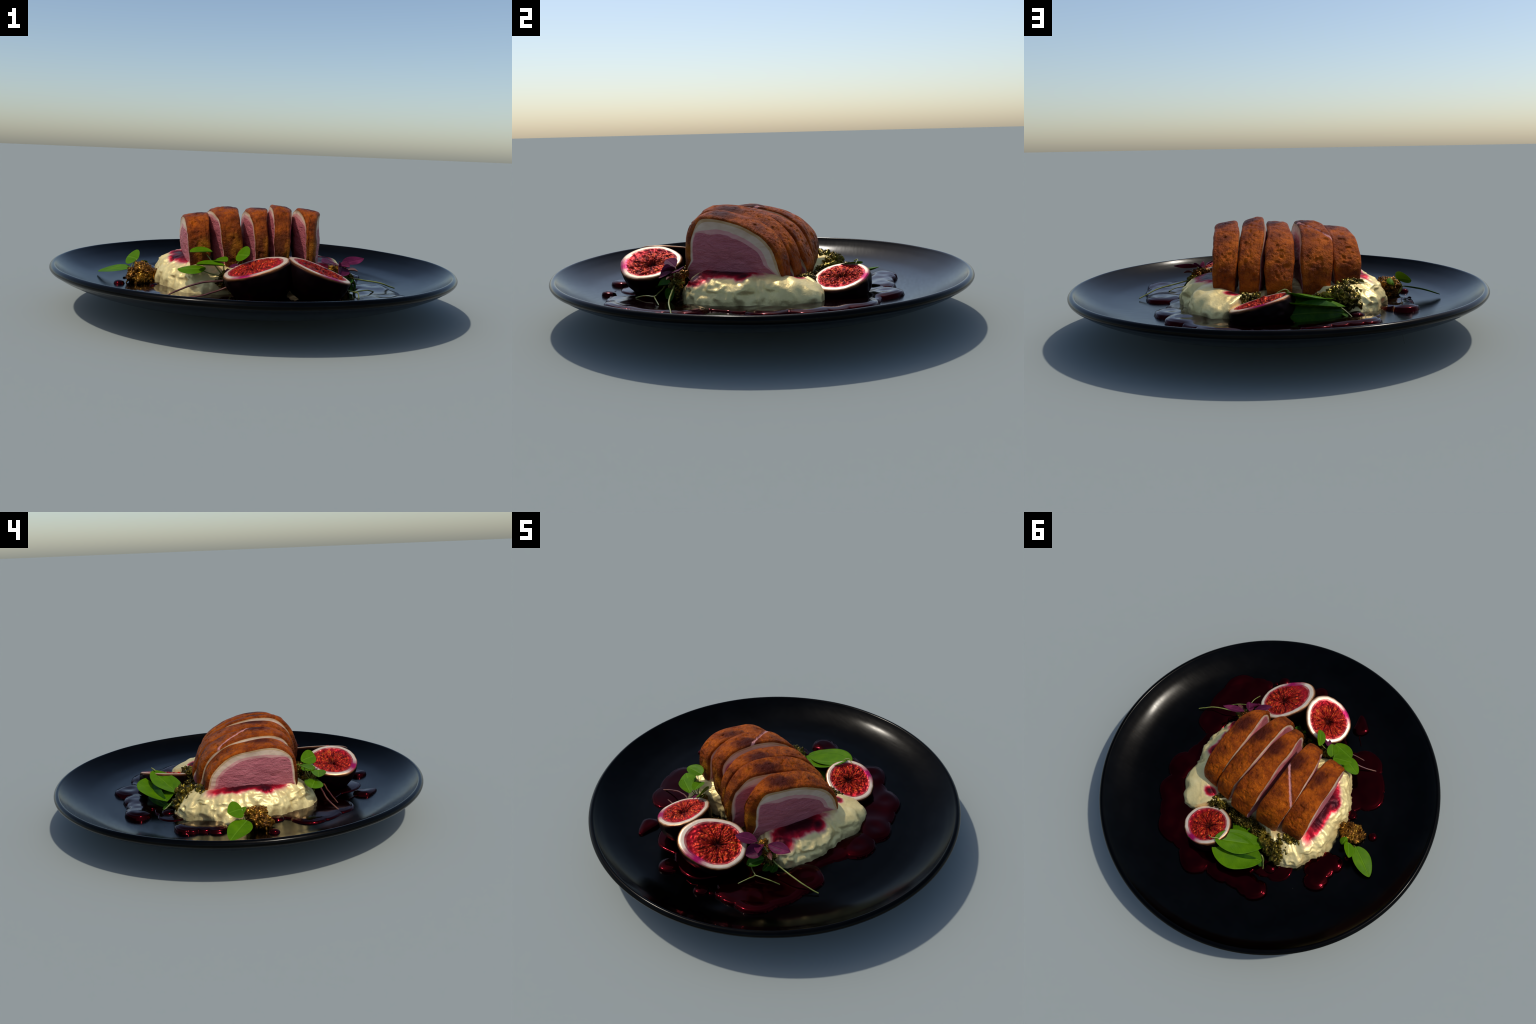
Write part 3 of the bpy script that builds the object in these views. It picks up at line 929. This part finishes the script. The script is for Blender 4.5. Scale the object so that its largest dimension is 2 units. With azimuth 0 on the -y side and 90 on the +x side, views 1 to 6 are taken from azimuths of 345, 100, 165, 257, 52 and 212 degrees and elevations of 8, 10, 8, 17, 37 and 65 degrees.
    build_leaf(s, purple, (0.300, -0.345, 0.272), (0.212, -0.414, 0.290), 0.062, (0.15, -0.35, 0.93), 0.10, 0.02, blunt=0.45, seed=83)
    build_leaf(s, purple, (0.340, -0.345, 0.258), (0.300, -0.420, 0.226), 0.074, (0.62, -0.28, 0.70), 0.28, 0.03, blunt=0.85, seed=85)
    build_leaf(s, purple, (0.325, -0.335, 0.262), (0.362, -0.390, 0.262), 0.050, (-0.2, -0.35, 0.9), 0.22, 0.05, blunt=0.7, seed=87)
    build_leaf(s, r_stem, (0.372, -0.330, 0.238), (0.420, -0.352, 0.236), 0.026, (0.2, -0.4, 0.9), 0.3, 0.05, blunt=0.4, seed=89)
    build_leaf(s, deep, (0.362, -0.352, 0.205), (0.318, -0.430, 0.178), 0.060, (0.45, -0.15, 0.85), 0.35, 0.05, blunt=0.8, seed=91)
    build_leaf(s, deep, (0.392, -0.330, 0.190), (0.372, -0.372, 0.140), 0.045, (0.8, -0.3, 0.3), 0.2, 0.05, blunt=0.7, seed=93)
    build_leaf(s, deep, (0.412, -0.322, 0.188), (0.405, -0.345, 0.135), 0.040, (0.8, -0.3, 0.3), 0.2, 0.05, blunt=0.7, seed=95)
    stem(s, g_stem, [(0.345, -0.335, 0.262), (0.375, -0.330, 0.225), (0.385, -0.327, 0.205), (0.455, -0.318, 0.188), (0.565, -0.298, 0.168), (0.625, -0.272, 0.145), (0.659, -0.256, 0.134)], 0.0042, 0.0032, 51)
    stem(s, g_stem, [(0.322, -0.390, 0.190), (0.320, -0.405, 0.170), (0.345, -0.418, 0.158), (0.379, -0.427, 0.150), (0.378, -0.470, 0.152), (0.364, -0.518, 0.139)], 0.0034, 0.0028, 53)
    stem(s, g_stem, [(0.379, -0.427, 0.150), (0.420, -0.408, 0.152), (0.460, -0.388, 0.150), (0.498, -0.366, 0.138)], 0.0032, 0.0028, 55)
    for k, e in enumerate([(0.300, -0.345, 0.271), (0.352, -0.316, 0.269), (0.338, -0.346, 0.257)]):
        stem(s, r_stem, [(0.362, -0.332, 0.235), ((0.362 + e[0]) / 2, (-0.332 + e[1]) / 2 + 0.004, 0.250), e], 0.0028, 0.0022, 57 + k)

    # --- large folded leaves by the small fig
    s = empty("herb_sprig", (0.0, 0.43, 0.13), "two large folded bright green leaves", "herb")
    build_leaf(s, green, (0.090, 0.462, 0.264), (-0.168, 0.340, 0.196), 0.145, (0.10, 0.02, 1.0), 0.04, -0.045, 0.0, 0.0, blunt=0.70, seed=101)
    build_leaf(s, green, (0.094, 0.488, 0.224), (-0.192, 0.428, 0.172), 0.205, (-0.08, 0.06, 1.0), 0.13, -0.020, 0.0, 0.0, blunt=0.75, seed=103)
    build_leaf(s, deep, (0.085, 0.492, 0.170), (-0.188, 0.425, 0.142), 0.125, (-0.22, 0.92, 0.35), -0.12, 0.12, 0.0, 0.0, blunt=0.80, seed=105)
    build_leaf(s, green, (0.082, 0.350, 0.150), (-0.092, 0.300, 0.165), 0.110, (0.1, 0.1, 0.97), 0.10, 0.02, blunt=0.7, seed=107)
    stem(s, g_stem, [(0.128, 0.462, 0.262), (0.105, 0.470, 0.276), (0.090, 0.464, 0.275), (0.075, 0.452, 0.264)], 0.0022, 0.0030, 61)
    stem(s, g_stem, [(-0.150, 0.392, 0.166), (-0.180, 0.400, 0.160), (-0.205, 0.435, 0.140), (-0.215, 0.460, 0.126)], 0.0050, 0.0028, 63)
    build_leaf(s, deep, (-0.165, 0.385, 0.150), (-0.195, 0.455, 0.128), 0.040, (0, 0, 1), 0.1, 0.05, blunt=0.5, seed=109)

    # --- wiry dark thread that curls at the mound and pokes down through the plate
    s = empty("dark_herb_thread", (-0.44, 0.47, 0.0), "thin dark wiry stem piercing the plate", "herb")
    stem(s, d_stem, [(-0.415, 0.470, 0.1240), (-0.425, 0.485, 0.105), (-0.432, 0.493, 0.070), (-0.437, 0.498, 0.040), (-0.4425, 0.5038, 0.0010)], 0.0018, 0.0006, 71)


# ================================================================== CRUMBLE
def icosphere(level):
    import bmesh
    bm = bmesh.new()
    bmesh.ops.create_icosphere(bm, subdivisions=level, radius=1)
    V = np.array([v.co[:] for v in bm.verts])
    F = [tuple(v.index for v in f.verts) for f in bm.faces]
    bm.free()
    return V, F


def build_crumble():
    N = Nodes("toasted_golden_crumble")
    col = N.ramp(N.noise(22, 5, 0.7), [(0.32, (0.026, 0.010, 0.002)), (0.46, (0.12, 0.044, 0.005)), (0.60, (0.30, 0.135, 0.012)), (0.76, (0.60, 0.34, 0.04))])  # browns darkened for the shadow at the foot of the clump
    N.bump(N.noise(55, 3, 0.6), 0.3, 0.010)
    toast = N.out(col, 0.27, 0.65, 0.2)
    N = Nodes("green_gold_crumble")
    col = N.ramp(N.noise(20, 5, 0.7), [(0.32, (0.012, 0.009, 0.0015)), (0.46, (0.065, 0.045, 0.005)), (0.60, (0.18, 0.125, 0.013)), (0.78, (0.52, 0.37, 0.045))])
    N.bump(N.noise(55, 3, 0.6), 0.3, 0.010)
    green = N.out(col, 0.27, 0.65, 0.2)
    SV, SF = icosphere(4)
    rng = np.random.default_rng(11)

    def nugget(c, r, seed):
        p = SV * r * rng.uniform(0.75, 1.25, 3)
        w = SV + seed * 3.7
        crumple = np.abs(noise3(w, 2.2, seed)) + 0.35 * np.abs(noise3(w, 4.6, seed + 1)) + 0.08 * noise3(w, 9, seed + 2)
        return p * (0.66 + 0.95 * crumple)[:, None] + c, SF

    #    centre, half-extent, pieces, piece size, material
    heaps = [((-0.562, 0.036, 0.160), (0.062, 0.054, 0.040), 26, 0.027, toast, "clump of toasted golden brown nut crumble"),
             ((-0.222, 0.325, 0.185), (0.062, 0.046, 0.052), 34, 0.029, green, "heap of glossy green gold crumble"),
             ((-0.292, 0.250, 0.232), (0.042, 0.026, 0.026), 14, 0.020, green, "heap of glossy green gold crumble"),
             ((-0.115, 0.290, 0.165), (0.045, 0.024, 0.028), 15, 0.022, green, "heap of glossy green gold crumble"),
             ((0.030, 0.266, 0.158), (0.100, 0.026, 0.024), 26, 0.020, green, "heap of glossy green gold crumble"),
             ((0.205, 0.245, 0.180), (0.055, 0.030, 0.028), 18, 0.023, green, "heap of glossy green gold crumble"),
             ((0.325, -0.318, 0.232), (0.045, 0.024, 0.026), 15, 0.017, toast, "clump of toasted golden brown nut crumble"),
             ((0.372, -0.325, 0.185), (0.035, 0.022, 0.040), 14, 0.017, green, "heap of glossy green gold crumble"),
             ((-0.020, -0.370, 0.175), (0.150, 0.025, 0.045), 30, 0.022, green, "heap of glossy green gold crumble"),
             ((-0.215, -0.345, 0.200), (0.060, 0.025, 0.040), 16, 0.018, green, "heap of glossy green gold crumble")]
    for hi, (c, ext, n, size, mat, label) in enumerate(heaps):
        parts = []
        for k in range(n):
            d = rng.normal(size=3)
            d /= np.linalg.norm(d)
            d *= rng.uniform(0.25, 1.0) ** 0.5
            p = np.array(c) + d * np.array(ext)
            parts.append(nugget(p, size * rng.uniform(0.6, 1.15), hi * 50 + k))
        V, F = merge(parts)
        V[:, 2] = np.maximum(V[:, 2], 0.120)
        o = bpy.data.objects.new("crumble", mesh_from("crumble", V, F, mat))
        o["kind"] = "stuff"
        place(o, None)
        o["label"], o["category"] = label, "crumble"


build_plate()
sauce_mat = build_sauce()
build_puree()
build_duck(sauce_mat)
build_fig((0.180, -0.500, 0.266), (0.342, -0.093, 0.935), 0.175, 0.144, 0.139, (-0.686, -0.704, 0.18), 0.150, (0.1, -1.0, 0.0), 201)
build_fig((-0.131, -0.497, 0.277), (-0.308, -0.011, 0.951), 0.155, 0.142, 0.10, (0.718, -0.659, 0.224), 0.155, (-0.6, -0.8, 0.0), 221)
build_fig((0.179, 0.399, 0.215), (0.241, -0.131, 0.962), 0.146, 0.130, 0.055, (0.923, -0.277, -0.269), 0.105, (0.35, 0.95, 0.0), 241, 0.45, 0.07)
build_herbs()
build_crumble()
